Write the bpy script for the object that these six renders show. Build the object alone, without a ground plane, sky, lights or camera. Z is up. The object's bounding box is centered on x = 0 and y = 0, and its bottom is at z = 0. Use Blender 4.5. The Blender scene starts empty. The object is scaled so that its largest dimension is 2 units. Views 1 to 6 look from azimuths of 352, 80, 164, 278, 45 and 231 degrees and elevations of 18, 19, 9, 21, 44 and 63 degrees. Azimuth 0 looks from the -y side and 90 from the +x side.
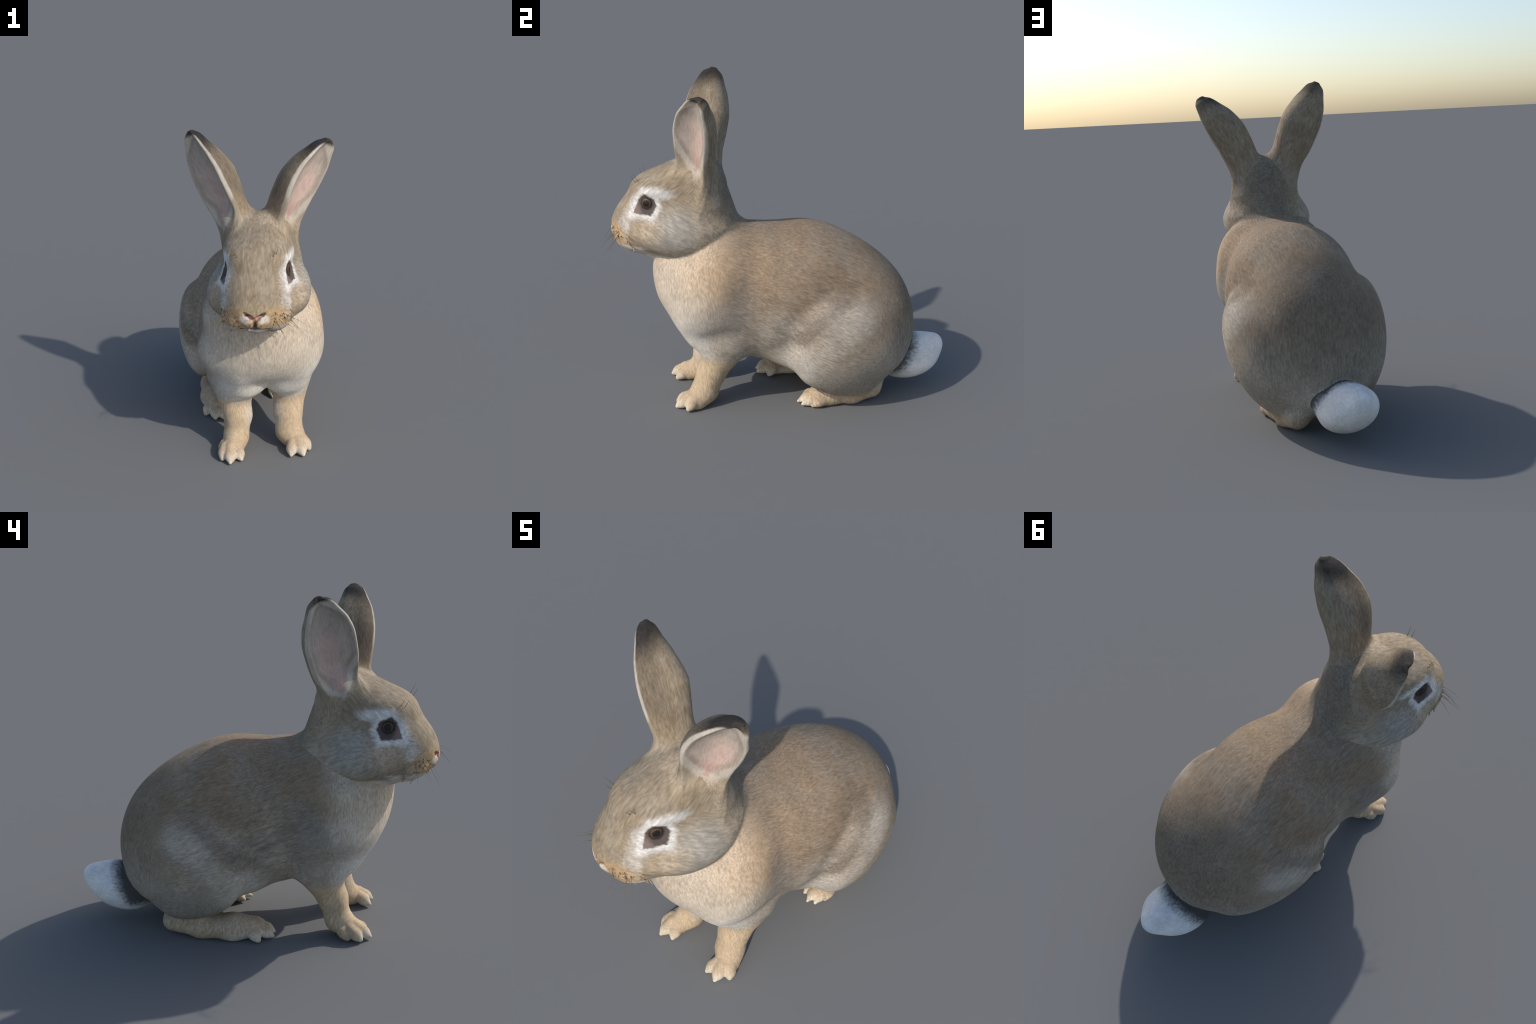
"""A rabbit, built as one smooth skin from anatomical volumes, then split into parts."""
import numpy as np
R=np.radians
def smin(a,b,k):
    h=np.maximum(k-np.abs(a-b),0)/k
    return np.minimum(a,b)-h*h*k*.25
def smax(a,b,k): return -smin(-a,-b,k)
def rotm(yaw,pitch,roll):
    cz,sz=np.cos(R(yaw)),np.sin(R(yaw));cx,sx=np.cos(R(pitch)),np.sin(R(pitch));cy,sy=np.cos(R(roll)),np.sin(R(roll))
    Z=np.array([[cz,-sz,0],[sz,cz,0],[0,0,1]]);X=np.array([[1,0,0],[0,cx,-sx],[0,sx,cx]]);Y=np.array([[cy,0,sy],[0,1,0],[-sy,0,cy]])
    return Z@X@Y
def ell(p,c,r,rot=(0,0,0)):
    q=(p-np.asarray(c,np.float32))@rotm(*rot).astype(np.float32)
    r=np.maximum(np.asarray(r,np.float32),.04)
    k0=np.sqrt(((q/r)**2).sum(-1));k1=np.sqrt(((q/(r*r))**2).sum(-1))
    return k0*(k0-1)/np.maximum(k1,1e-6)
def cone(p,a,b,ra,rb):
    ra=max(ra,.012);rb=max(rb,.008)
    a=np.asarray(a,np.float32);d=np.asarray(b,np.float32)-a
    t=np.clip((p-a)@d/(d@d),0,1)
    q=p-a-t[...,None]*d
    return np.sqrt((q*q).sum(-1))-(ra+(rb-ra)*t)
M=np.array([-1,1,1],np.float32)
def torso(p,P):
    f=ell(p,P['back_c'],P['back_r'],(0,P['back_p'][0],0))
    f=smin(f,ell(p,P['rump_c'],P['rump_r'],(0,P['rump_p'][0],0)),.12)
    f=smin(f,ell(p,P['chest_c'],P['chest_r'],(0,P['chest_p'][0],0)),.15)
    f=smin(f,ell(p,P['shoulL_c'],P['shoulL_r'],P['shoulL_a']),.08)
    f=smin(f,ell(p*M,P['shoulR_c'],P['shoulR_r'],P['shoulR_a']),.08)
    f=smin(f,cone(p,P['neck_a'],P['neck_b'],P['neck_r'][0],P['neck_r'][1]),.2)
    f=smin(f,ell(p,P['scruff_c'],P['scruff_r']),.12)
    f=smin(f,ell(p,P['belly_c'],P['belly_r']),.10)
    lobe=np.array([-.015,0,0],np.float32); b=p-lobe; b[...,0]=np.abs(b[...,0])
    f=smin(f,ell(b,P['breast_c'],P['breast_r']),.09)
    for S,q in (('L',p),('R',p*M)): f=smin(f,ell(q,P['flank%s_c'%S],P['flank%s_r'%S]),.08)
    return f
def thigh(p,P,S):
    q=p if S=='L' else p*M
    f=ell(q,P['thigh%s_c'%S],P['thigh%s_r'%S],P['thigh%s_a'%S])
    f=smin(f,cone(q,P['knee%s_a'%S],P['knee%s_b'%S],P['knee%s_r'%S][0],P['knee%s_r'%S][1]),.10)
    return f
def chain(p,pts,k=.03):
    f=None
    for (a,ra),(b,rb) in zip(pts[:-1],pts[1:]):
        g=cone(p,a,b,ra,rb); f=g if f is None else smin(f,g,k)
    return f
TOES=dict(
 foreL=[(.118,-.515,.06),(.147,-.525,.065),(.172,-.50,.06)],foreR=[(-.205,-.51,.06),(-.235,-.52,.065),(-.26,-.495,.06),(-.255,-.45,.05)],
 hindL=[(.135,.21,.05),(.165,.20,.055),(.19,.205,.055),(.205,.24,.05)],hindR=[(-.205,.01,.055),(-.235,-.005,.062),(-.262,.0,.062),(-.285,.03,.05)])
TIPS=dict(
 foreL=[(.092,-.588),(.160,-.597),(.206,-.537)],foreR=[(-.184,-.572),(-.250,-.595),(-.288,-.547),(-.279,-.478)],
 hindL=[(.115,.125),(.164,.093),(.204,.110),(.227,.165)],hindR=[(-.180,-.020),(-.224,-.083),(-.273,-.083),(-.324,-.012)])
def toes(p,name,f):
    for (a,t) in zip(TOES[name],TIPS[name]):
        a=np.array(a);t=np.array([t[0],t[1],.016]);m=a+(t-a)*.55;m[2]=.036
        f=smin(f,chain(p,[(a,.032),(m,.026),(t,.007)],.03),.010)
    return f
def limb(p,P,key,k):
    e=np.array(P[key+'_pts']).reshape(-1,4)
    sg=np.array([1,1,1,1]) if key[-1]=='L' else np.array([-1,1,1,1])
    e=e*sg
    return chain(p,[(e[i,:3],max(e[i,3],.02)) for i in range(len(e))],k)
def leg_fore(p,P,S): return smax(toes(p,'fore'+S,limb(p,P,'fore'+S,.05)),-p[...,2],.01)
def leg_hind(p,P,S): return smax(toes(p,'hind'+S,limb(p,P,'hind'+S,.04)),-p[...,2],.01)
def tail(p,P):
    f=ell(p,P['tail_c'],P['tail_r'],P['tail_a'])
    f=smin(f,cone(p,P['tail_t0'],P['tail_t1'],P['tail_tr'][0],P['tail_tr'][1]),.07)
    return smin(f,cone(p,P['tail_b0'],P['tail_b1'],.055,.088),.03)
HP=np.array([-.03,-.45,1.0],np.float32)
def tohead(p,P):
    return (p-HP)@rotm(P['head_a'][0],P['head_a'][1],P['head_a'][2]).astype(np.float32)
def head(p,P):
    q=tohead(p,P)
    s=q.copy(); s[...,0]=np.abs(s[...,0])
    f=ell(q,P['cran_c'],P['cran_r'],(0,P['cran_p'][0],0))
    f=smin(f,ell(q,P['face_c'],P['face_r'],(0,P['face_p'][0],0)),.10)
    f=smin(f,ell(s,P['cheek_c'],P['cheek_r'],(P['cheek_p'][1],P['cheek_p'][0],0)),.13)
    f=smin(f,ell(s,P['pad_c'],P['pad_r'],(P['pad_p'][0],0,0)),.025)
    f=smin(f,ell(s,P['jowl_c'],P['jowl_r']),.08)
    f=smin(f,ell(q,P['chin_c'],P['chin_r']),.05)
    f=smin(f,cone(p,P['nape_a'],P['nape_b'],P['nape_r'][0],P['nape_r'][1]),.10)
    return f
UK=np.array([0,.15,.3,.45,.6,.75,.88,.96,1.])
def earframe(P,S):
    B=np.array(P['ear%s_B'%S]);T=np.array(P['ear%s_T'%S]);L=np.linalg.norm(T-B);a=(T-B)/L
    ph=R(P['ear%s_phi'%S][0]); n=np.array([np.cos(ph),np.sin(ph),0]); n-=a*(n@a); n/=np.linalg.norm(n)
    s=np.cross(a,n)
    return B,L,a,n,s
def earprof(P,S):
    W=np.array(P['ear%s_W'%S]); us=np.linspace(0,1,101)
    # monotone-ish smooth interpolation
    return us,np.interp(us,UK[:len(W)],W)
def pch(x,xk,yk):
    h=np.diff(xk);d=np.diff(yk)/h
    m=np.zeros(len(yk))
    for i in range(1,len(yk)-1):
        if d[i-1]*d[i]>0: m[i]=2*d[i-1]*d[i]/(d[i-1]+d[i])
    m[0]=d[0];m[-1]=d[-1]
    i=np.clip(np.searchsorted(xk,x)-1,0,len(h)-1);t=(x-xk[i])/h[i]
    return ((1+2*t)*(1-t)**2*yk[i]+t*(1-t)**2*h[i]*m[i]+t*t*(3-2*t)*yk[i+1]+t*t*(t-1)*h[i]*m[i+1])
def earlocal(p,P,S):
    B,L,a,n,s=earframe(P,S)
    d=p-B.astype(np.float32)
    u=d@a.astype(np.float32)/L;v=d@s.astype(np.float32);w=d@n.astype(np.float32)
    uc=np.clip(u,0,1);bb=4*uc*(1-uc)
    b=P['ear%s_bend'%S]
    v=v-b[0]*bb;w=w-b[1]*bb
    tw=(R(P['ear%s_tw'%S][0])*(uc-.5)).astype(np.float32)      # the ear twists along its length
    c,d_=np.cos(tw),np.sin(tw)
    return u,c*v+d_*w,c*w-d_*v,L
def earfront(x):
    return .03*(1-np.minimum(np.abs(x),1)**4)-.36*np.maximum(1-(x/.9)**2,0)**1.25
def ear(p,P,S):
    u,v,w,L=earlocal(p,P,S)
    uc=np.clip(u,0,1)
    us=np.linspace(0,1,201);W=np.array(P['ear%s_W'%S])
    Wt=pch(us,UK,W); Wu=np.interp(uc,us,Wt).astype(np.float32)
    cd=P['ear%s_cup'%S];cd=[cd[0],cd[1],cd[2],.024]     # cup at base, mid, tip (depth / halfwidth), thickness
    D=np.interp(uc,[0,.2,.55,1],[cd[0],cd[0],cd[1],cd[2]])*Wu
    t0=np.interp(uc,[0,.25,.8,1],[.035,.022,.018,.014])
    Wu=np.maximum(Wu,t0*1.3)
    x=np.clip(v/Wu,-1.2,1.2)
    wb=D*(x*x-1)                                # convex back
    wf=np.maximum(earfront(x)*Wu,wb)            # lining: a groove between rolled rims
    wc=.5*(wb+wf); th=.5*(wf-wb)
    cs=1/np.sqrt(1+(1.3*D*x/Wu)**2)
    e=np.maximum(np.abs(v)-(Wu-t0),0)
    eu=np.maximum((u-1)*L+.005,0)+np.maximum(-u,0)*L
    f=np.sqrt((np.maximum(np.abs(w-wc)-th,0)*cs)**2+e*e+eu*eu)-t0-.5*np.minimum(th,np.maximum(th-np.abs(w-wc),0))
    B=np.array(P['ear%s_B'%S]);Bs=np.array(P['ear%s_S'%S])
    B2,L2,a2,n2,s2=earframe(P,S)
    g=cone(p,Bs,B+a2*L2*.12-n2*.02,P['ear%s_sr'%S][0],P['ear%s_sr'%S][1])
    return smin(f,g,.06)
def body(p,P):
    f=torso(p,P)
    for S in 'LR':
        f=smin(f,thigh(p,P,S),.07)
        f=smin(f,leg_fore(p,P,S),.08)
        f=smin(f,leg_hind(p,P,S),.03)
    return f
P = dict(
    back_c=[-0.0007456, 0.04187, 0.6449],
    back_r=[0.3626, 0.4805, 0.3927],
    back_p=[13.98],
    rump_c=[0.002262, 0.4308, 0.4815],
    rump_r=[0.355, 0.3307, 0.42],
    rump_p=[17.97],
    chest_c=[-0.04477, -0.3941, 0.6096],
    chest_r=[0.3359, 0.2768, 0.194],
    chest_p=[-7.103],
    shoulL_c=[0.1438, -0.4004, 0.6968],
    shoulL_r=[0.1658, 0.1961, 0.3028],
    shoulL_a=[14.05, -20.94, 7.876],
    shoulR_c=[0.2101, -0.3608, 0.6765],
    shoulR_r=[0.09, 0.2355, 0.315],
    shoulR_a=[-13.99, -23.74, -1.876],
    scruff_c=[-0.1425, -0.4128, 0.8302],
    scruff_r=[0.1836, 0.1804, 0.1165],
    flankL_c=[0.1669, 0.07756, 0.357],
    flankL_r=[0.1211, 0.1496, 0.1191],
    flankR_c=[0.1735, 0.08944, 0.3484],
    flankR_r=[0.1208, 0.148, 0.1224],
    breast_c=[0.115, -0.43, 0.415],
    breast_r=[0.105, 0.095, 0.08],
    belly_c=[-0.0167, -0.008883, 0.4161],
    belly_r=[0.1971, 0.2999, 0.1414],
    neck_a=[-0.0007796, -0.2692, 0.8541],
    neck_b=[-0.004567, -0.5454, 0.816],
    neck_r=[0.1651, 0.1594],
    thighL_c=[0.2825, 0.3159, 0.3986],
    thighL_r=[0.1401, 0.2841, 0.3246],
    thighL_a=[-2.503, 38.48, 14.48],
    kneeL_a=[0.2423, 0.1368, 0.2477],
    kneeL_b=[0.1615, 0.4464, 0.1177],
    kneeL_r=[0.04, 0.06891],
    thighR_c=[0.3103, 0.3259, 0.4328],
    thighR_r=[0.1177, 0.2848, 0.3189],
    thighR_a=[5.298, 45.94, 5.719],
    kneeR_a=[0.244, 0.1695, 0.2767],
    kneeR_b=[0.2247, 0.4295, 0.1894],
    kneeR_r=[0.04871, 0.06248],
    foreL_pts=[0.148, -0.318, 0.4, 0.124, 0.114, -0.402, 0.198, 0.072, 0.112, -0.4362, 0.08709, 0.0665, 0.146, -0.485, 0.042, 0.058],
    foreR_pts=[0.194, -0.318, 0.403, 0.127, 0.172, -0.398, 0.2, 0.07, 0.19, -0.425, 0.083, 0.061, 0.215, -0.495, 0.045, 0.055],
    hindL_pts=[0.1372, 0.5191, 0.07738, 0.06567, 0.1597, 0.4012, 0.05362, 0.0587, 0.1693, 0.2797, 0.06089, 0.06055, 0.182, 0.198, 0.05, 0.062],
    hindR_pts=[0.224, 0.464, 0.07, 0.058, 0.249, 0.3, 0.058, 0.064, 0.261, 0.13, 0.06, 0.07, 0.239, 0.02, 0.05, 0.06],
    tail_c=[-0.04766, 0.788, 0.1774],
    tail_r=[0.1572, 0.1932, 0.1172],
    tail_a=[-12.4, 14.63, 12.14],
    tail_t0=[-0.03, 0.8, 0.24],
    tail_t1=[-0.05, 0.945, 0.255],
    tail_tr=[0.07, 0.05],
    tail_b0=[-0.01607, 0.6238, 0.173],
    tail_b1=[0.02452, 0.7029, 0.1991],
    head_a=[-12.5, 0, 0],
    cran_c=[0.01193, -0.2035, 0.2453],
    cran_r=[0.1688, 0.1625, 0.07972],
    cran_p=[8.779],
    face_c=[0.002904, -0.3121, 0.07931],
    face_r=[0.1679, 0.2226, 0.1356],
    face_p=[44.68],
    cheek_c=[0.1782, -0.1291, 0.002312],
    cheek_r=[0.085, 0.155, 0.1],
    cheek_p=[6.472, 6.571],
    pad_c=[0.08779, -0.3547, -0.046],
    pad_r=[0.068, 0.102, 0.06],
    pad_p=[4.181],
    jowl_c=[0.09662, -0.2789, -0.02798],
    jowl_r=[0.07511, 0.1147, 0.08686],
    chin_c=[0.002711, -0.2322, -0.09517],
    chin_r=[0.1231, 0.113, 0.08682],
    nape_a=[-0.03385, -0.4926, 1.226],
    nape_b=[-0.02565, -0.4765, 1.029],
    nape_r=[0.1764, 0.2316],
    earL_B=[0.07694, -0.4799, 1.207],
    earL_T=[0.3345, -0.5158, 1.752],
    earL_phi=[-45.94],
    earL_W=[0.07258, 0.09257, 0.104, 0.1151, 0.1241, 0.1138, 0.08196, 0.058, 0.028],
    earL_bend=[-0.04666, -0.009616],
    earL_cup=[1.16, 0.9927, 0.7313, 0.02],
    earL_S=[0.088, -0.45, 1.165],
    earL_sr=[0.082, 0.05],
    earR_B=[-0.1299, -0.452, 1.284],
    earR_T=[-0.3555, -0.3689, 1.811],
    earR_phi=[208.8],
    earR_W=[0.06868, 0.09591, 0.1224, 0.1321, 0.1346, 0.1194, 0.08511, 0.05974, 0.02548],
    earR_cup=[0.8036, 0.9488, 0.4684, 0.02],
    earR_bend=[0.004308, 0.01253],
    earR_S=[-0.1142, -0.4106, 1.153],
    earR_sr=[0.08117, 0.08449],
    earL_tw=[12],
    earR_tw=[6.187],
)
NOSE = np.array((0.0, -0.478, -0.008))   # nose tip in head space
import bpy, bmesh, math, random
from mathutils import Vector, Matrix

# ------------------------------------------------------------------
# 2. WHOLE ANIMAL FIELD, split in anatomical components
# ------------------------------------------------------------------
def smoothstep(a, b, x):
    t = np.clip((x - a) / (b - a), 0, 1)
    return t * t * (3 - 2 * t)

HEADM = rotm(*P['head_a']).astype(np.float32)
def from_head(q):
    """head space (x right, -y forward, z up, origin in the skull) -> world"""
    return np.asarray(q, np.float32) @ HEADM.T + HP

EYE = {'L': (0.068, -0.753, 1.170), 'R': (-0.228, -0.682, 1.167)}

def head_detail(p):
    """head plus sockets, nostrils, lip cleft and mouth slit"""
    f = head(p, P)
    near = (np.abs(f) < .08) & (p[..., 1] < -.55)
    if near.any():
        pn = p[near]; g = f[near]
        q = (pn - HP) @ HEADM
        s = q.copy(); s[..., 0] = np.abs(s[..., 0])
        for S in 'LR':
            d = np.sqrt(((pn - np.array(EYE[S], np.float32)) ** 2).sum(-1))
            g = g + .006 * (1 - smoothstep(.028, .06, d))
        g = smax(g, -cone(s, NOSE + np.array((.016, -.006, .006)), NOSE + np.array((.046, -.002, .024)), .008, .006), .01)
        g = smax(g, -cone(s, NOSE + np.array((0, -.012, -.012)), NOSE + np.array((0, .006, -.055)), .005, .005), .012)
        g = smax(g, -cone(s, NOSE + np.array((0, .004, -.058)), NOSE + np.array((.075, .05, -.066)), .006, .004), .012)
        f = f.copy(); f[near] = g
    return f

COMP = ['torso', 'head', 'earL', 'earR', 'tail', 'foreL', 'foreR', 'hindL', 'hindR']
CENTRE = dict(torso=((0, 0.05, .6), .95), head=((-.06, -.6, 1.08), .55), earL=((.2, -.5, 1.45), .5), earR=((-.23, -.42, 1.48), .52),
              tail=((-.02, .78, .18), .38), foreL=((.14, -.45, .2), .45), foreR=((-.2, -.45, .2), .45), hindL=((.25, .3, .35), .65), hindR=((-.27, .25, .35), .7))
def fields(p):
    """distance of every component (big where far away)"""
    out = []
    for c in COMP:
        ce, ra = CENTRE[c]
        m = ((p - np.array(ce, np.float32)) ** 2).sum(-1) < ra * ra
        f = np.full(p.shape[:-1], 9.0, np.float32)
        if m.any():
            q = p[m]
            if c == 'torso': v = torso(q, P)
            elif c == 'head': v = head_detail(q)
            elif c[:3] == 'ear': v = ear(q, P, c[-1])
            elif c == 'tail': v = tail(q, P)
            elif c[:4] == 'fore': v = leg_fore(q, P, c[-1])
            else: v = smin(thigh(q, P, c[-1]), leg_hind(q, P, c[-1]), .03)
            f[m] = v
        out.append(f)
    return out

def whole(p):
    d = dict(zip(COMP, fields(p)))
    f = d['torso']
    for S in 'LR':
        f = smin(f, d['hind' + S], .07)
        f = smin(f, d['fore' + S], .075)
    f = smin(f, d['tail'], .02)
    h = d['head']
    h = smin(h, d['earL'], .05); h = smin(h, d['earR'], .05)
    k = .012 + .055 * smoothstep(-.40, -.22, p[..., 1] + .5 * np.maximum(-p[..., 0] - .08, 0))
    return smin(f, h, k)

# ------------------------------------------------------------------
# 3. POLYGONISE: surface nets on a sparse grid, snapped to the field
# ------------------------------------------------------------------
H = 0.0055
LO = np.array((-.52, -1.0, -.02), np.float32); HI = np.array((.52, 1.05, 1.92), np.float32)
B = 8
nb = np.ceil((HI - LO) / (H * B)).astype(int)
N = nb * B
bx = [LO[i] + (np.arange(nb[i]) + .5) * H * B - H * .5 for i in range(3)]
bc = np.stack(np.meshgrid(*bx, indexing='ij'), -1).astype(np.float32)
fb = whole(bc.reshape(-1, 3)).reshape(nb)
vol = np.repeat(np.repeat(np.repeat(fb, B, 0), B, 1), B, 2).astype(np.float32)
act = np.argwhere(np.abs(fb) < H * B * 1.6)
off = np.stack(np.meshgrid(*[np.arange(B)] * 3, indexing='ij'), -1).reshape(-1, 3)
for ch in np.array_split(act, max(1, len(act) // 500)):
    idx = (ch[:, None] * B + off[None]).reshape(-1, 3)
    vol[idx[:, 0], idx[:, 1], idx[:, 2]] = whole((LO + idx * H).astype(np.float32))

inside = vol < 0
def corner(a, i, j, k):
    return a[i:a.shape[0] - 1 + i, j:a.shape[1] - 1 + j, k:a.shape[2] - 1 + k]
cnt = sum(corner(inside, i, j, k).astype(np.int8) for i in (0, 1) for j in (0, 1) for k in (0, 1))
cells = np.argwhere((cnt > 0) & (cnt < 8))
cid = np.full(cnt.shape, -1, np.int32); cid[tuple(cells.T)] = np.arange(len(cells))
acc = np.zeros((len(cells), 3)); na = np.zeros(len(cells))
cs = [np.array(c) for c in np.ndindex(2, 2, 2)]
for a in cs:
    for ax in range(3):
        if a[ax]: continue
        b = a.copy(); b[ax] = 1
        va = vol[tuple((cells + a).T)]; vb = vol[tuple((cells + b).T)]
        m = (va < 0) != (vb < 0)
        t = np.where(m, va / np.where(m, va - vb, 1), 0)
        acc += np.where(m[:, None], a + t[:, None] * (b - a), 0); na += m
verts = (LO + (cells + acc / na[:, None]) * H).astype(np.float32)
quads = []
for ax in range(3):
    o = [(1, 2), (2, 0), (0, 1)][ax]
    sl0 = [slice(1, n - 1) for n in vol.shape]; sl1 = list(sl0)
    sl0[ax] = slice(0, vol.shape[ax] - 1); sl1[ax] = slice(1, vol.shape[ax])
    A = inside[tuple(sl0)]; C = inside[tuple(sl1)]
    e = np.argwhere(A != C)
    base = e.copy()
    for q in range(3):
        if q != ax: base[:, q] += 1
    flip = A[tuple(e.T)]
    def cc(d0, d1):
        c = base.copy(); c[:, o[0]] += d0; c[:, o[1]] += d1
        return cid[tuple(c.T)]
    q4 = np.stack([cc(-1, -1), cc(0, -1), cc(0, 0), cc(-1, 0)], 1)
    q4[~flip] = q4[~flip][:, ::-1]
    quads.append(q4)
quads = np.concatenate(quads)
# keep the one connected skin (drops stray bubbles), relax, snap to the field
def grad(v, e=.002):
    return np.stack([whole(v + np.float32(e) * np.eye(3, dtype=np.float32)[i]) - whole(v - np.float32(e) * np.eye(3, dtype=np.float32)[i]) for i in range(3)], -1) / (2 * e)
edges = np.concatenate([quads[:, [0, 1]], quads[:, [1, 2]], quads[:, [2, 3]], quads[:, [3, 0]]])
for it in range(2):
    s = np.zeros_like(verts); n = np.zeros(len(verts))
    for c in range(3): s[:, c] = np.bincount(edges[:, 0], verts[edges[:, 1], c], len(verts))
    n = np.bincount(edges[:, 0], minlength=len(verts))
    verts = verts * .5 + .5 * (s / np.maximum(n, 1)[:, None]).astype(np.float32)
g = grad(verts); g2 = np.maximum((g * g).sum(-1), .05)
verts = verts - np.clip(whole(verts) / g2, -.004, .004)[:, None] * g
verts[:, 2] = np.maximum(verts[:, 2], 0)
# vertex normals of the whole skin
fn = np.cross(verts[quads[:, 2]] - verts[quads[:, 0]], verts[quads[:, 3]] - verts[quads[:, 1]])
vn = np.zeros_like(verts)
for c in range(3):
    vn[:, c] = sum(np.bincount(quads[:, j], fn[:, c], len(verts)) for j in range(4))
vn /= np.maximum(np.linalg.norm(vn, axis=1), 1e-9)[:, None]

# region of every face: the component whose field is smallest there
fc = verts[quads].mean(1)
reg = np.argmin(np.stack(fields(fc.astype(np.float32))), 0)

# ------------------------------------------------------------------
# 4. MATERIALS: small node-expression helper
# ------------------------------------------------------------------
class X:
    """a node socket that can be combined with arithmetic"""
    def __init__(s, m, sock): s.m = m; s.s = sock
    def _op(s, op, o, rev=False):
        a, b = (o, s) if rev else (s, o)
        return s.m.math(op, a, b)
    def __add__(s, o): return s._op('ADD', o)
    __radd__ = __add__
    def __sub__(s, o): return s._op('SUBTRACT', o)
    def __rsub__(s, o): return s._op('SUBTRACT', o, True)
    def __mul__(s, o): return s._op('MULTIPLY', o)
    __rmul__ = __mul__
    def __truediv__(s, o): return s._op('DIVIDE', o)
    def __abs__(s): return s.m.math('ABSOLUTE', s)

class Mat:
    def __init__(self, name):
        self.mat = bpy.data.materials.new(name); self.mat.use_nodes = True
        self.t = self.mat.node_tree; self.n = self.t.nodes; self.l = self.t.links
        self.n.clear()
        self.out = self.n.new('ShaderNodeOutputMaterial'); self.bsdf = self.n.new('ShaderNodeBsdfPrincipled')
        self.l.new(self.bsdf.outputs[0], self.out.inputs[0])
        self.p = X(self, self.n.new('ShaderNodeTexCoord').outputs['Object'])
    def put(self, sock, v):
        if isinstance(v, X): self.l.new(v.s, sock)
        elif hasattr(v, '__len__') and len(v) == 3 and sock.type == 'RGBA': sock.default_value = (*v, 1)
        else: sock.default_value = v
    def math(self, op, a, b=None, clamp=False):
        n = self.n.new('ShaderNodeMath'); n.operation = op; n.use_clamp = clamp
        self.put(n.inputs[0], a)
        if b is not None: self.put(n.inputs[1], b)
        return X(self, n.outputs[0])
    def vec(self, op, a, b=None, out=0, scale=None):
        n = self.n.new('ShaderNodeVectorMath'); n.operation = op
        self.put(n.inputs[0], a)
        if b is not None: self.put(n.inputs[1], b)
        if scale is not None: self.put(n.inputs['Scale'], scale)
        return X(self, n.outputs[out])
    def dot(self, a, b): return self.vec('DOT_PRODUCT', a, b, 1)
    def length(self, a): return self.vec('LENGTH', a, None, 1)
    def comb(self, x, y, z):
        n = self.n.new('ShaderNodeCombineXYZ')
        for i, v in enumerate((x, y, z)): self.put(n.inputs[i], v)
        return X(self, n.outputs[0])
    def sep(self, a):
        n = self.n.new('ShaderNodeSeparateXYZ'); self.put(n.inputs[0], a)
        return [X(self, o) for o in n.outputs]
    def step(self, x, a, b, lo=0., hi=1.):
        n = self.n.new('ShaderNodeMapRange'); n.interpolation_type = 'SMOOTHSTEP'
        if a > b: a, b, lo, hi = b, a, hi, lo
        self.put(n.inputs[0], x)
        for i, v in enumerate((a, b, lo, hi)): n.inputs[i + 1].default_value = v
        return X(self, n.outputs[0])
    def noise(self, v, scale, detail=2., rough=.5, color=False):
        n = self.n.new('ShaderNodeTexNoise'); self.put(n.inputs['Vector'], v)
        n.inputs['Scale'].default_value = scale; n.inputs['Detail'].default_value = detail; n.inputs['Roughness'].default_value = rough
        return X(self, n.outputs[1 if color else 0])
    def mix(self, a, b, f):
        n = self.n.new('ShaderNodeMix'); n.data_type = 'RGBA'
        self.put(n.inputs[0], f); self.put(n.inputs[6], a); self.put(n.inputs[7], b)
        return X(self, n.outputs[2])
    def mul(self, c, f):
        n = self.n.new('ShaderNodeMix'); n.data_type = 'RGBA'; n.blend_type = 'MULTIPLY'
        n.inputs[0].default_value = 1; self.put(n.inputs[6], c); self.put(n.inputs[7], f)
        return X(self, n.outputs[2])
    def blob(self, v, c, r, soft=.35):
        """soft ellipsoid mask: 1 inside, 0 outside"""
        d = self.length(self.vec('DIVIDE', self.vec('SUBTRACT', v, c), r))
        return self.step(d, 1 + soft, 1 - soft)
    def mixf(self, a, b, f): return a * (1 - f) + b * f

def local(m, v, origin, ax):
    """coordinates of v in the frame (origin, three axes)"""
    d = m.vec('SUBTRACT', v, tuple(map(float, origin)))
    return m.comb(*[m.dot(d, tuple(map(float, a))) for a in ax])

def strands(m, v, along, size=.0027, stretch=4.5):
    """hair-like noise: long along one direction, fine across it"""
    a = Vector(along).normalized(); b = a.orthogonal().normalized(); c = a.cross(b)
    q = local(m, v, (0, 0, 0), (a / (size * stretch), b / size, c / size))
    wob = m.vec('SCALE', m.vec('SUBTRACT', m.noise(v, 14, 1, color=True), (.5, .5, .5)), scale=3.2)
    qw = m.vec('ADD', q, wob)
    tuft = m.noise(m.vec('ADD', m.vec('MULTIPLY', q, (.55, .40, .40)), m.vec('SCALE', wob, scale=.5)), .33, 1, .5)
    return m.noise(qw, .33, 2.5, .6) * .88 + (tuft - .5) * .22 + .06

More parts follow.
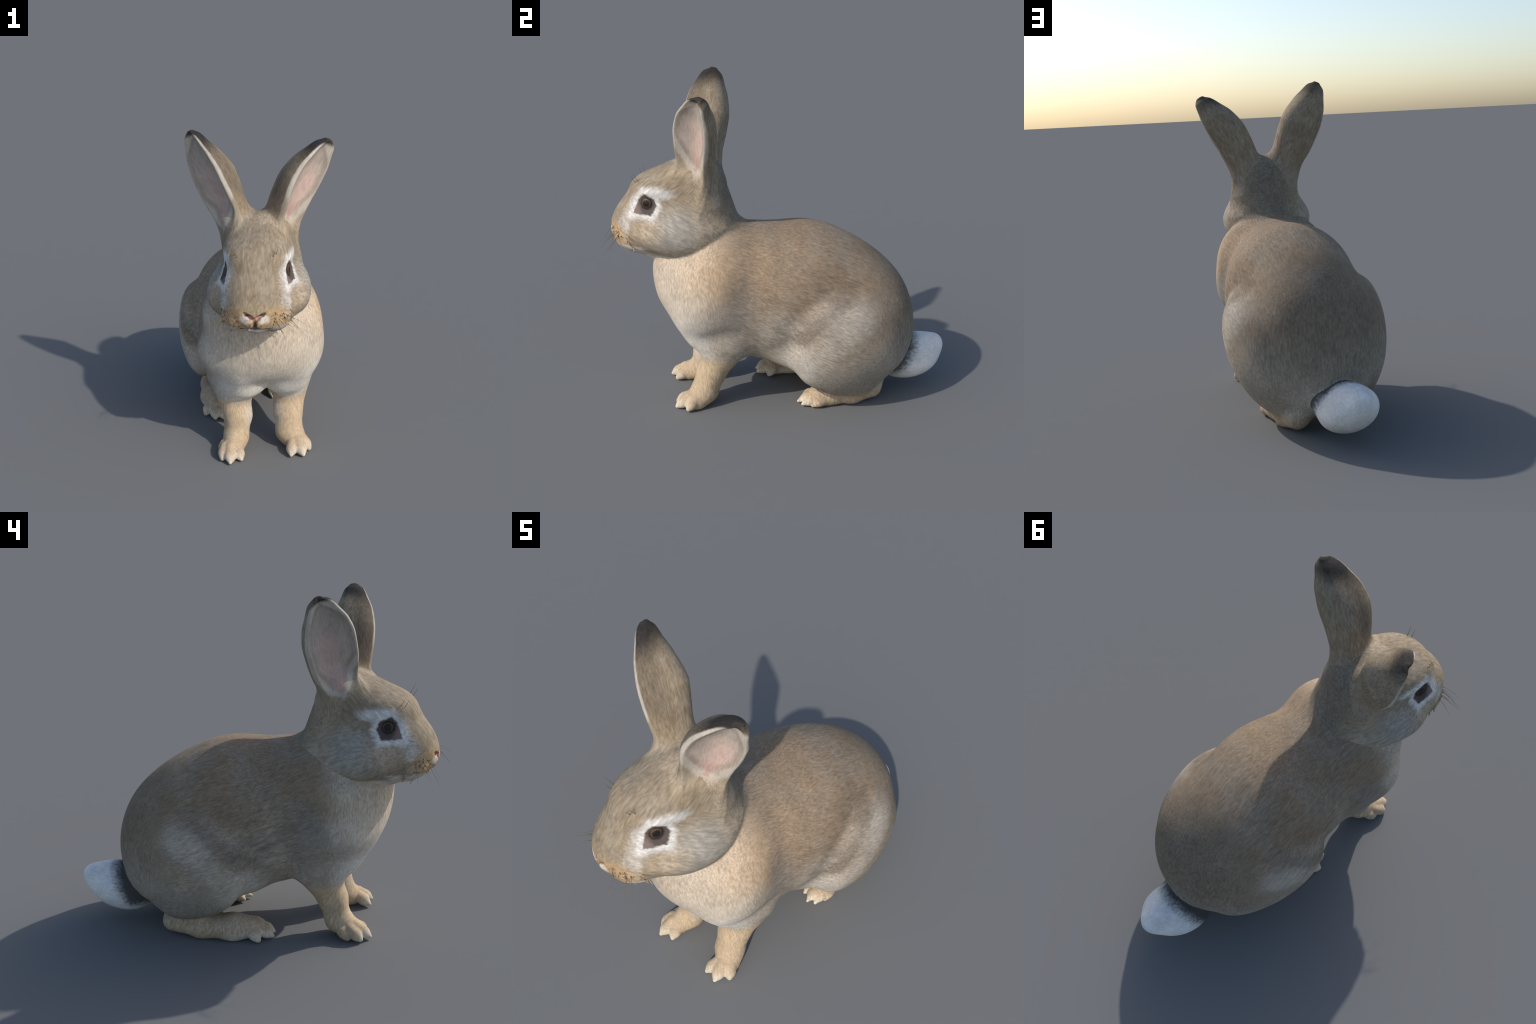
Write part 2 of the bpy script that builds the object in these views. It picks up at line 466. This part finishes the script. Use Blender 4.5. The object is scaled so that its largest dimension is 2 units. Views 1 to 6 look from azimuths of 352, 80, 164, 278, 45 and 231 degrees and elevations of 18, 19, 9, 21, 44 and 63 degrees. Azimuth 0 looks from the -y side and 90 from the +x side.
def finish(m, col, hair, bump=.35, rough=.85):
    """common fur shading: strand contrast, coarse mottling, bump"""
    clump = m.noise(m.p, 9, 3, .6)
    k = m.step(hair, .30, .72, .76, 1.20) * m.step(clump, .3, .7, .93, 1.07)
    k = k * m.step(hair, .22, .36, .80, 1.) + m.step(hair, .62, .76, 0., .16)
    col = m.mul(col, m.comb(k, k, k))
    m.put(m.bsdf.inputs['Base Color'], col)
    m.bsdf.inputs['Roughness'].default_value = rough
    m.bsdf.inputs['Specular IOR Level'].default_value = .15
    n = m.n.new('ShaderNodeBump'); n.inputs['Strength'].default_value = bump; n.inputs['Distance'].default_value = .003
    m.put(n.inputs['Height'], hair); m.l.new(n.outputs[0], m.bsdf.inputs['Normal'])
    return m.mat

def hairy(m, amount=.035):
    """object coordinates with a ragged, hair-scale offset, so colour edges look like fur"""
    w = m.vec('SUBTRACT', m.noise(m.comb(*[m.dot(m.p, a) for a in ((100, 0, 0), (0, 42, 26), (0, -26, 60))]), 1.0, 2, .6, color=True), (.5, .5, .5))
    return m.vec('ADD', m.p, m.vec('SCALE', w, scale=amount))

BROWN = (.258, .188, .125); GREY = (.285, .235, .180); PALE = (.44, .385, .315); CREAM = (.58, .52, .44)
TAN = (.46, .335, .205); RUST = (.44, .30, .17); DARK = (.10, .085, .072); WHITE = (.72, .69, .66)

def coat(name):
    """torso, limbs: agouti back, pale flank and thigh, tan collar and legs"""
    m = Mat(name); v = hairy(m, .05)
    x, y, z = m.sep(v); s = m.comb(abs(x), y, z); s_y, s_z = y, z
    big = m.noise(m.p, 5, 3, .6)
    col = m.mix(BROWN, GREY, m.step(big, .4, .65, 0., .5))
    # lower flank and belly paler
    low = m.step(z + (big - .5) * .25, .62, .30)
    col = m.mix(col, PALE, low * .75)
    col = m.mix(col, CREAM, m.step(z, .34, .16) * m.step(abs(x), .26, .14) * .8)
    # flank patches
    col = m.mix(col, PALE, m.blob(s, (.36, -.08, .50), (.14, .13, .14), .6) * .65)
    col = m.mix(col, (.16, .13, .10), m.blob(s, (.37, .10, .56), (.12, .20, .07), .6) * .5)
    # thigh: pale crest, tan middle, white knee, greyer rear
    col = m.mix(col, (.43, .37, .30), m.blob(s, (.40, .26, .61), (.16, .17, .085), .7) * .8)
    col = m.mix(col, (.36, .285, .205), m.blob(s, (.42, .28, .43), (.18, .2, .10), .7) * .55)
    col = m.mix(col, (.60, .545, .475), m.blob(s, (.36, .05, .28), (.16, .10, .16), .6) * .85)
    col = m.mix(col, (.29, .25, .20), m.blob(s, (.34, .36, .22), (.2, .22, .13), .6) * .75)
    # the fold between flank and thigh: dark in front of it, pale behind
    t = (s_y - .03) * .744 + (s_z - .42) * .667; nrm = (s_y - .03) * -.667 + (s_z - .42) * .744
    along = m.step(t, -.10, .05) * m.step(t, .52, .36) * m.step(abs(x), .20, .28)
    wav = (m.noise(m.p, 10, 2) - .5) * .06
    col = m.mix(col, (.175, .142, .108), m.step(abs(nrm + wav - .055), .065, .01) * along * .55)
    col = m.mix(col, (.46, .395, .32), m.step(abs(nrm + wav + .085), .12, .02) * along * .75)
    # pale and dark ragged patches on the flank
    pt = strands(m, m.p, (0, .9, -.38), .008, 3.5)
    fl = m.blob(s, (.36, -.10, .54), (.2, .17, .2), .6) * m.step(nrm, -.01, .04)
    col = m.mix(col, (.46, .40, .33), fl * m.step(pt, .48, .72) * .55)
    col = m.mix(col, (.19, .16, .125), fl * m.step(pt, .50, .30) * .5)
    # rump, darker and greyer
    col = m.mix(col, (.165, .135, .10), m.step(y + z * .25, .55, .95) * m.step(z, .2, .4) * .6)
    # chest: tan collar, cream bib
    front = m.step(y, -.30, -.52)
    col = m.mix(col, (.57, .475, .37), front * m.step(z, .38, .62) * .85)
    col = m.mix(col, (.50, .345, .21), m.blob(v, (.22, -.38, .82), (.17, .17, .14), .7) * .72)
    col = m.mix(col, (.42, .30, .19), m.blob(v, (.18, -.26, .93), (.16, .12, .09), .7) * .55)
    col = m.mix(col, CREAM, m.step(y, -.38, -.62) * m.step(z, .80, .42) * .9)
    col = m.mix(col, (.70, .65, .58), m.step(z + (big - .5) * .15, .64, .44) * m.step(y, -.36, -.50) * .95)  # cream lightened to offset the shade on this down-facing lower chest
    # grey behind the shoulder
    col = m.mix(col, (.20, .175, .15), m.blob(s, (.33, -.27, .66), (.14, .08, .17), .7) * .6)
    col = m.mix(col, (.36, .32, .27), m.blob(s, (.33, -.38, .52), (.14, .14, .14), .7) * .6)
    # forelegs and feet
    leg = m.step(z, .345, .285) * m.step(y, -.20, -.30)
    col = m.mix(col, (.50, .375, .245), leg)
    col = m.mix(col, CREAM, leg * m.blob(v, (-.035, -.42, .22), (.105, .12, .16), .35) * .8)
    foot = m.step(z, .13, .06)
    hind = m.math('MAXIMUM', m.blob(v, (.165, .30, .04), (.095, .29, .11), .2), m.blob(v, (-.245, .20, .04), (.10, .36, .13), .2))
    col = m.mix(col, (.48, .355, .235), hind * .85)
    col = m.mix(col, (.48, .36, .24), foot)
    col = m.mix(col, (.62, .53, .41), m.step(z, .075, .03) * (m.step(y, -.50, -.56) + m.step(y, .19, .12) * m.step(y, -.2, -.1)))
    # hair direction: backwards over the back, downwards over chest and rump
    ha = strands(m, m.p, (0, .9, -.38)); hb = strands(m, m.p, (0, .15, -1))
    f = m.math('MAXIMUM', m.step(y, -.25, -.45), m.step(y, .35, .60))
    f = m.math('MAXIMUM', f, m.step(z, .34, .2))
    calm = m.step(y, -.40, -.50) * m.step(z, .85, .55) * .4
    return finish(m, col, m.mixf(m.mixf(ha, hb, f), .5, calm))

def head_fur(name):
    m = Mat(name); v = hairy(m, .03)
    ax = [HEADM[:, i] for i in range(3)]
    q = local(m, v, HP, ax); x, y, z = m.sep(q); s = m.comb(abs(x), y, z)
    qq = local(m, m.p, HP, ax); x0, y0, z0 = m.sep(qq); s0 = m.comb(abs(x0), y0, z0)
    big = m.noise(m.p, 7, 3, .6)
    col = m.mix((.275, .212, .142), (.295, .24, .172), m.step(big, .35, .65))
    # crown and nape
    col = m.mix(col, (.19, .16, .13), m.blob(s, (0, .02, .32), (.10, .25, .3), .8) * .55)
    col = m.mix(col, (.16, .135, .105), m.step(y, .02, .15) * .45)
    col = m.mix(col, (.47, .385, .275), m.blob(s, (.08, -.10, .38), (.10, .07, .06), .7) * .5)
    # cheek
    col = m.mix(col, (.34, .315, .275), m.blob(s, (.24, -.10, .04), (.12, .18, .12), .6) * .8)
    col = m.mix(col, (.42, .325, .225), m.blob(s, (.22, -.29, .04), (.1, .11, .06), .6) * .7)
    col = m.mix(col, (.40, .31, .215), m.blob(s, (.2, .08, .05), (.14, .10, .16), .6) * .6)
    # white jaw line
    col = m.mix(col, (.66, .63, .58), m.step(z, -.07, -.15) * .9)
    col = m.mix(col, (.60, .55, .48), m.blob(s, (.145, -.405, .0), (.045, .04, .09), .5) * .42)
    eL = (np.array(EYE['L'], np.float32) - HP) @ HEADM; eR = (np.array(EYE['R'], np.float32) - HP) @ HEADM
    e = (abs(eL) + abs(eR)) / 2
    ec = (float(e[0]), float((eL[1] + eR[1]) / 2), float((eL[2] + eR[2]) / 2))
    # lid outline: a soft kite, its long corner towards the nose
    du = y0 - ec[1] + (m.noise(m.p, 85, 2) - .5) * .014; dz = z0 - ec[2] + (m.noise(m.p, 75, 2) - .5) * .014
    kite = [(-.016, .052), (.040, .026), (.054, -.008), (.026, -.058), (-.068, -.052), (-.042, .020)]
    dist = None
    for (a0, a1), (b0, b1) in zip(kite, kite[1:] + kite[:1]):
        ln = math.hypot(b0 - a0, b1 - a1); n0, n1 = -(b1 - a1) / ln, (b0 - a0) / ln
        side = (du - a0) * n0 + (dz - a1) * n1
        dist = side if dist is None else m.math('MAXIMUM', dist, side)
    lateral = m.step(abs(x0), .06, .1)
    # white ring, with a trail up and back and a patch in front
    col = m.mix(col, WHITE, m.blob(s, (ec[0], ec[1] + .055, ec[2] + .060), (.09, .085, .030), .55) * .85)
    col = m.mix(col, WHITE, m.blob(s, (ec[0] + .02, ec[1] - .075, ec[2] - .02), (.08, .03, .07), .55) * .42)
    col = m.mix(col, (.60, .56, .51), m.blob(s, (ec[0] - .0, ec[1] - .11, ec[2] - .10), (.075, .028, .06), .6) * .45)
    col = m.mix(col, (.70, .67, .63), m.step(dist, .042, .008) * lateral * .78)
    lid = m.step(dist, .007, -.005) * lateral
    col = m.mix(col, (.10, .078, .068), lid)
    col = m.mix(col, (.22, .155, .135), lid * m.step(du + dz * .4, -.030, -.06))
    col = m.mix(col, (.035, .028, .026), lid * m.step(m.length(m.comb(du, dz, 0)), .038, .028))
    # muzzle
    nz = tuple(float(a) for a in NOSE)
    mz = m.blob(s, (.06, nz[1] + .055, nz[2] - .03), (.115, .105, .09), .22)
    col = m.mix(col, (.43, .29, .155), mz * .9)
    spots = m.noise(m.vec('MULTIPLY', q, (70, 38, 90)), 1, 1)
    col = m.mix(col, (.12, .08, .045), mz * m.step(spots, .57, .66) * m.step(z, nz[2] + .03, nz[2] - .01) * .75)
    col = m.mix(col, (.33, .25, .15), m.blob(s, (0, nz[1] + .03, nz[2] + .05), (.05, .06, .04), .6) * .6)
    col = m.mix(col, (.66, .58, .49), m.blob(s0, (.044, nz[1], nz[2] - .006), (.030, .05, .022), .45) * .9)
    col = m.mix(col, (.42, .22, .18), m.blob(s0, (.012, nz[1], nz[2] + .001), (.020, .05, .014), .4) * .9)
    col = m.mix(col, (.03, .02, .018), m.blob(s0, (.031, nz[1], nz[2] + .015), (.018, .03, .006), .5) * .9)
    col = m.mix(col, (.55, .5, .45), m.step(z, nz[2] - .05, nz[2] - .065) * m.step(y, -.25, -.3) * .9)
    col = m.mix(col, (.06, .035, .03), m.blob(s0, (0, nz[1] + .01, nz[2] - .04), (.008, .06, .03), .5) * .8)
    col = m.mix(col, (.06, .035, .03), m.blob(s0, (.035, nz[1] + .03, nz[2] - .063), (.05, .08, .005), .6) * .7)
    h1 = strands(m, qq, (0, .70, .72), .0040); h2 = strands(m, qq, (.15, .9, -.45), .0036)
    hair = m.mixf(h2, h1, m.math('MAXIMUM', m.step(z0, .16, .24), m.step(abs(x0), .13, .08)))
    hair = m.mixf(hair, .5, lid)
    return finish(m, col, hair)

NOTCH = {'L': (0.153, -0.532, 1.355), 'R': (-0.217, -0.46, 1.338)}   # lower corner of the ear opening
def curve(m, x, xs, ys):
    """a value that follows control points along x"""
    cv = m.n.new('ShaderNodeFloatCurve'); c = cv.mapping.curves[0]
    c.points[0].location = (0, ys[0]); c.points[-1].location = (1, ys[-1])
    for a_, b_ in zip(xs[1:-1], ys[1:-1]): c.points.new(a_, b_)
    cv.mapping.update(); cv.inputs[0].default_value = 1; m.put(cv.inputs[1], x)
    return X(m, cv.outputs[0])

def ear_fur(name, S):
    """outer grey-brown with dark tip, pale rim, rosy lining that narrows to a notch"""
    m = Mat(name); v = hairy(m, .016)
    B0, L, a, n, sd = earframe(P, S)
    q = local(m, v, B0, (a / L, sd, n)); u, w_, d = m.sep(q)
    q0 = local(m, m.p, B0, (a / L, sd, n)); u0, v0, d0 = m.sep(q0)
    b = P['ear%s_bend' % S]
    us = np.linspace(0, 1, 13); Wt = pch(us, UK, np.array(P['ear%s_W' % S]))
    un, vnn, _, _ = earlocal(np.array(NOTCH[S], np.float32), P, S); un = float(un) - .05; vnn = float(vnn)
    uc = m.math('MINIMUM', m.math('MAXIMUM', u0, 0.), 1.)
    ur = m.math('MINIMUM', m.math('MAXIMUM', u, 0.), 1.)
    Wn = curve(m, uc, us, Wt)
    lin_w = curve(m, ur, us, [float(w * .85 * np.clip((t - un) / .32, 0, 1) ** .7 * np.clip((.95 - t) / .14, 0, 1) ** .5) + (0 if un < t < .95 else -.03) for t, w in zip(us, Wt)])
    def twisted(vv, dd, uu):
        vv = vv - b[0] * 4 * (uu * (1 - uu)); dd = dd - b[1] * 4 * (uu * (1 - uu))
        tw = (uu - .5) * math.radians(P['ear%s_tw' % S][0])
        c_, s_ = m.math('COSINE', tw), m.math('SINE', tw)
        return c_ * vv + s_ * dd, c_ * dd - s_ * vv
    v0, d0 = twisted(v0, d0, uc); w_, d = twisted(w_, d, ur)
    vr = w_ - vnn * m.step(u, un + .35, un - .05)
    out = abs(vr) - lin_w                                   # outside the lining: positive
    x = v0 / Wn
    xc = m.math('MINIMUM', abs(x), 1.)
    groove = .03 * (1 - xc * xc * xc * xc) - .36 * m.math('POWER', m.math('MAXIMUM', 1 - x * x / .81, 0.), 1.25)
    front = m.step(d0 - Wn * groove - .011 * (xc * xc * xc * xc), -.006, .005) * m.step(u0, un - .08, un + .08) * m.step(u0, .995, .95)
    fine = m.noise(m.p, 12, 3, .6)
    col = m.mix((.275, .21, .14), (.315, .25, .175), m.step(fine, .35, .65))
    col = m.mix(col, (.315, .255, .185), m.step(u, .3, .0) * .8)
    edge = m.step(x * (1 if S == 'L' else -1), -.45, -.95) * m.step(u0, .2, .45)
    col = m.mix(col, (.10, .08, .06), edge * .6)
    tip = m.step(u - x * (.08 if S == 'L' else -.08), .78, 1.0)
    col = m.mix(col, (.026, .024, .023), tip * .93)
    lin = m.mix((.47, .39, .34), (.55, .41, .35), m.blob(q0, (un + .3, .0, -.04), (.32, .06, .2), .7))
    lin = m.mix(lin, (.44, .25, .205), m.step(u, un + .26, un) * m.step(out, -.004, -.03) * .75)
    lin = m.mix(lin, (.42, .37, .315), m.step(u, .62, .85) * .7)
    sgn = 1 if S == 'L' else -1
    lin = m.mix(lin, (.30, .255, .205), m.step(abs(out + .010), .022, .004) * m.step(u0, un, un + .2) * .55)
    rim = m.step(out, -.006, .006)
    pale = m.mix(lin, m.mix((.50, .445, .375), (.34, .28, .205), m.step(out, .020, .045) * m.step(u, .62, .4)), rim)
    col = m.mix(col, pale, front)
    h = strands(m, m.p, tuple(a), .0025, 5)
    h = m.mixf(h, .5 + (h - .5) * .45, front)
    return finish(m, col, h, .3)

def tail_fur(name):
    m = Mat(name); v = hairy(m, .06); x, y, z = m.sep(v)
    col = m.mix((.78, .745, .70), (.82, .79, .75), m.step(m.noise(m.p, 20, 2), .4, .6))
    col = m.mix(col, (.07, .065, .06), m.step(y - z * .55 + (m.noise(m.p, 12, 2) - .5) * .05, .68, .595) * m.step(z, .08, .16) * .95)
    h = strands(m, m.p, (0, .9, .2), .003)
    return finish(m, col, .5 + (h - .5) * .35, .25)

def plain(name, col, rough=.5, spec=.3):
    m = Mat(name); k = m.step(m.noise(m.p, 60, 2), .3, .7, .8, 1.2)
    m.put(m.bsdf.inputs['Base Color'], m.mul(col, m.comb(k, k, k)))
    m.bsdf.inputs['Roughness'].default_value = rough; m.bsdf.inputs['Specular IOR Level'].default_value = spec
    return m.mat

def eye_mat(name, S, centre, axis):
    """pupil, brown iris ring, dark sclera; rings around the gaze axis"""
    m = Mat(name)
    d = m.vec('SUBTRACT', m.p, tuple(map(float, centre)))
    r = m.length(m.vec('CROSS_PRODUCT', d, tuple(map(float, axis))))
    r = r + (m.noise(m.p, 70, 2) - .5) * .004
    col = m.mix((.014, .014, .016), (.10, .052, .026), m.step(r, .0165, .0195))
    col = m.mix(col, (.045, .026, .018), m.step(r, .023, .027))
    m.put(m.bsdf.inputs['Base Color'], col)
    m.bsdf.inputs['Roughness'].default_value = .45; m.bsdf.inputs['Specular IOR Level'].default_value = .25
    return m.mat

# ------------------------------------------------------------------
# 5. OBJECTS
# ------------------------------------------------------------------
scene = bpy.context.scene
def link(ob, parent=None):
    scene.collection.objects.link(ob)
    if parent: ob.parent = parent
    return ob

rabbit = bpy.data.objects.new('rabbit', None); link(rabbit)
rabbit['label'] = 'grey-brown wild rabbit standing with upright ears and white tail'
rabbit['category'] = 'rabbit'

def skin_part(name, faces, mat, parent):
    q = quads[faces]; ids, inv = np.unique(q, return_inverse=True); inv = inv.reshape(q.shape)
    me = bpy.data.meshes.new(name)
    me.from_pydata(verts[ids].tolist(), [], inv.tolist())
    me.polygons.foreach_set('use_smooth', np.ones(len(q), bool))
    me.materials.append(mat); me.update()
    me.normals_split_custom_set_from_vertices(vn[ids].tolist())
    return link(bpy.data.objects.new(name, me), parent)

fur_coat = coat('body_fur'); fur_head = head_fur('head_fur')
part = {}
for i, (c, nm, mt) in enumerate([('torso', 'torso', fur_coat), ('head', 'head', fur_head), ('earL', 'ear', ear_fur('ear_fur', 'L')), ('earR', 'ear', ear_fur('ear_fur', 'R')),
                                 ('tail', 'tail', tail_fur('tail_fur')), ('foreL', 'forelimb', fur_coat), ('foreR', 'forelimb', fur_coat),
                                 ('hindL', 'hindlimb', fur_coat), ('hindR', 'hindlimb', fur_coat)]):
    part[c] = skin_part(nm, np.where(reg == i)[0], mt, rabbit)

def mesh_object(name, bm, mat, parent, smooth=True):
    me = bpy.data.meshes.new(name); bm.to_mesh(me); bm.free()
    for p_ in me.polygons: p_.use_smooth = smooth
    me.materials.append(mat)
    return link(bpy.data.objects.new(name, me), parent)

# eyes: shallow domes set in the sockets
for S in 'LR':
    c = np.array(EYE[S], np.float32)
    gg = np.array([float(head(c[None] + d, P)[0] - head(c[None] - d, P)[0]) for d in np.eye(3, dtype=np.float32) * .01])
    ax = gg / np.linalg.norm(gg)
    surf = c - ax * float(head(c[None], P)[0])
    R_ = .042; ctr = surf + ax * (.003 - R_ * .55)
    bm = bmesh.new(); bmesh.ops.create_uvsphere(bm, u_segments=48, v_segments=32, radius=R_)
    rot = Vector((0, 0, 1)).rotation_difference(Vector(ax.tolist())).to_matrix().to_4x4()
    bmesh.ops.transform(bm, matrix=Matrix.Translation(ctr.tolist()) @ rot @ Matrix.Diagonal((.86, .86, .55, 1)), verts=bm.verts)
    mesh_object('eye', bm, eye_mat('eye', S, surf, ax), part['head'])

# whiskers and brow hairs: tapered bent strands growing out of small tufts
rng = random.Random(4)
def strand(bm, root, d, length, droop, r0, seg=10, ring=5):
    root = Vector(root); d = Vector(d).normalized()
    prev = None
    for i in range(seg + 1):
        t = i / seg
        c = root + d * length * t + Vector((0, 0, -droop * t * t))
        tan = (d * length + Vector((0, 0, -2 * droop * t))).normalized()
        s = tan.orthogonal().normalized(); b = tan.cross(s)
        r = r0 * ((1 - t) ** .6 * .82 + .03) + r0 * 2.2 * max(0, 1 - t * 9)
        cur = [bm.verts.new(c + (s * math.cos(2 * math.pi * k / ring) + b * math.sin(2 * math.pi * k / ring)) * r) for k in range(ring)]
        if prev:
            for k in range(ring): bm.faces.new((prev[k], prev[(k + 1) % ring], cur[(k + 1) % ring], cur[k]))
        prev = cur
def on_head(q):
    """nearest skin point to a head-space guess, and its normal"""
    p = from_head(q)
    for _ in range(6):
        f0 = float(head(p[None], P)[0])
        gg = np.array([float(head(p[None] + d, P)[0] - head(p[None] - d, P)[0]) / .01 for d in np.eye(3, dtype=np.float32) * .005])
        p = (p - f0 * gg / max(1e-6, gg @ gg)).astype(np.float32)
    return p, gg / np.linalg.norm(gg)
for sgn in (1, -1):
    bm = bmesh.new()
    for i in range(9):
        row, k = divmod(i, 5)
        q = (sgn * (.085 + .018 * (k % 3) + rng.uniform(-.008, .008)), NOSE[1] + .03 + .017 * k, NOSE[2] + .005 - .024 * row + rng.uniform(-.006, .006))
        p, nr = on_head(q)
        d = nr + HEADM @ np.array((sgn * .35, -.1 + .22 * k * .3, -.45 - .2 * row)) + np.array([rng.uniform(-.2, .2) for _ in range(3)])
        strand(bm, p - nr * .003, d, rng.uniform(.06, .15), rng.uniform(.01, .05), .0014)
    tufts = bmesh.new()
    for i in range(15):
        u_, w_ = rng.random(), rng.random()
        q = (sgn * (.06 + .085 * u_), NOSE[1] + .02 + .11 * u_ + .02 * w_, NOSE[2] + .01 - .085 * w_)
        p, nr = on_head(q)
        d = nr * .55 + HEADM @ np.array((sgn * .5, .55, -.5)) + np.array([rng.uniform(-.15, .15) for _ in range(3)])
        strand(tufts, p - nr * .004, d, rng.uniform(.016, .030), .004, rng.uniform(.0025, .004), 5, 6)
    tf = mesh_object('muzzle_tufts', tufts, plain('tuft_hair', (.36, .25, .14), .85, .1), part['head']); tf['kind'] = 'stuff'
    ob = mesh_object('whiskers', bm, plain('whisker_hair', (.16, .12, .085)), part['head']); ob['kind'] = 'stuff'
    bm = bmesh.new()
    for j in range(2):
        p, nr = on_head((sgn * (.105 + .01 * j), -.37 + .028 * j, .285))
        strand(bm, p - nr * .003, nr * .9 + np.array((0, -.15, .5)), .045 + .012 * j, -.006, .0015)
    ob = mesh_object('brow_hairs', bm, plain('brow_hair', (.10, .075, .05)), part['head']); ob['kind'] = 'stuff'
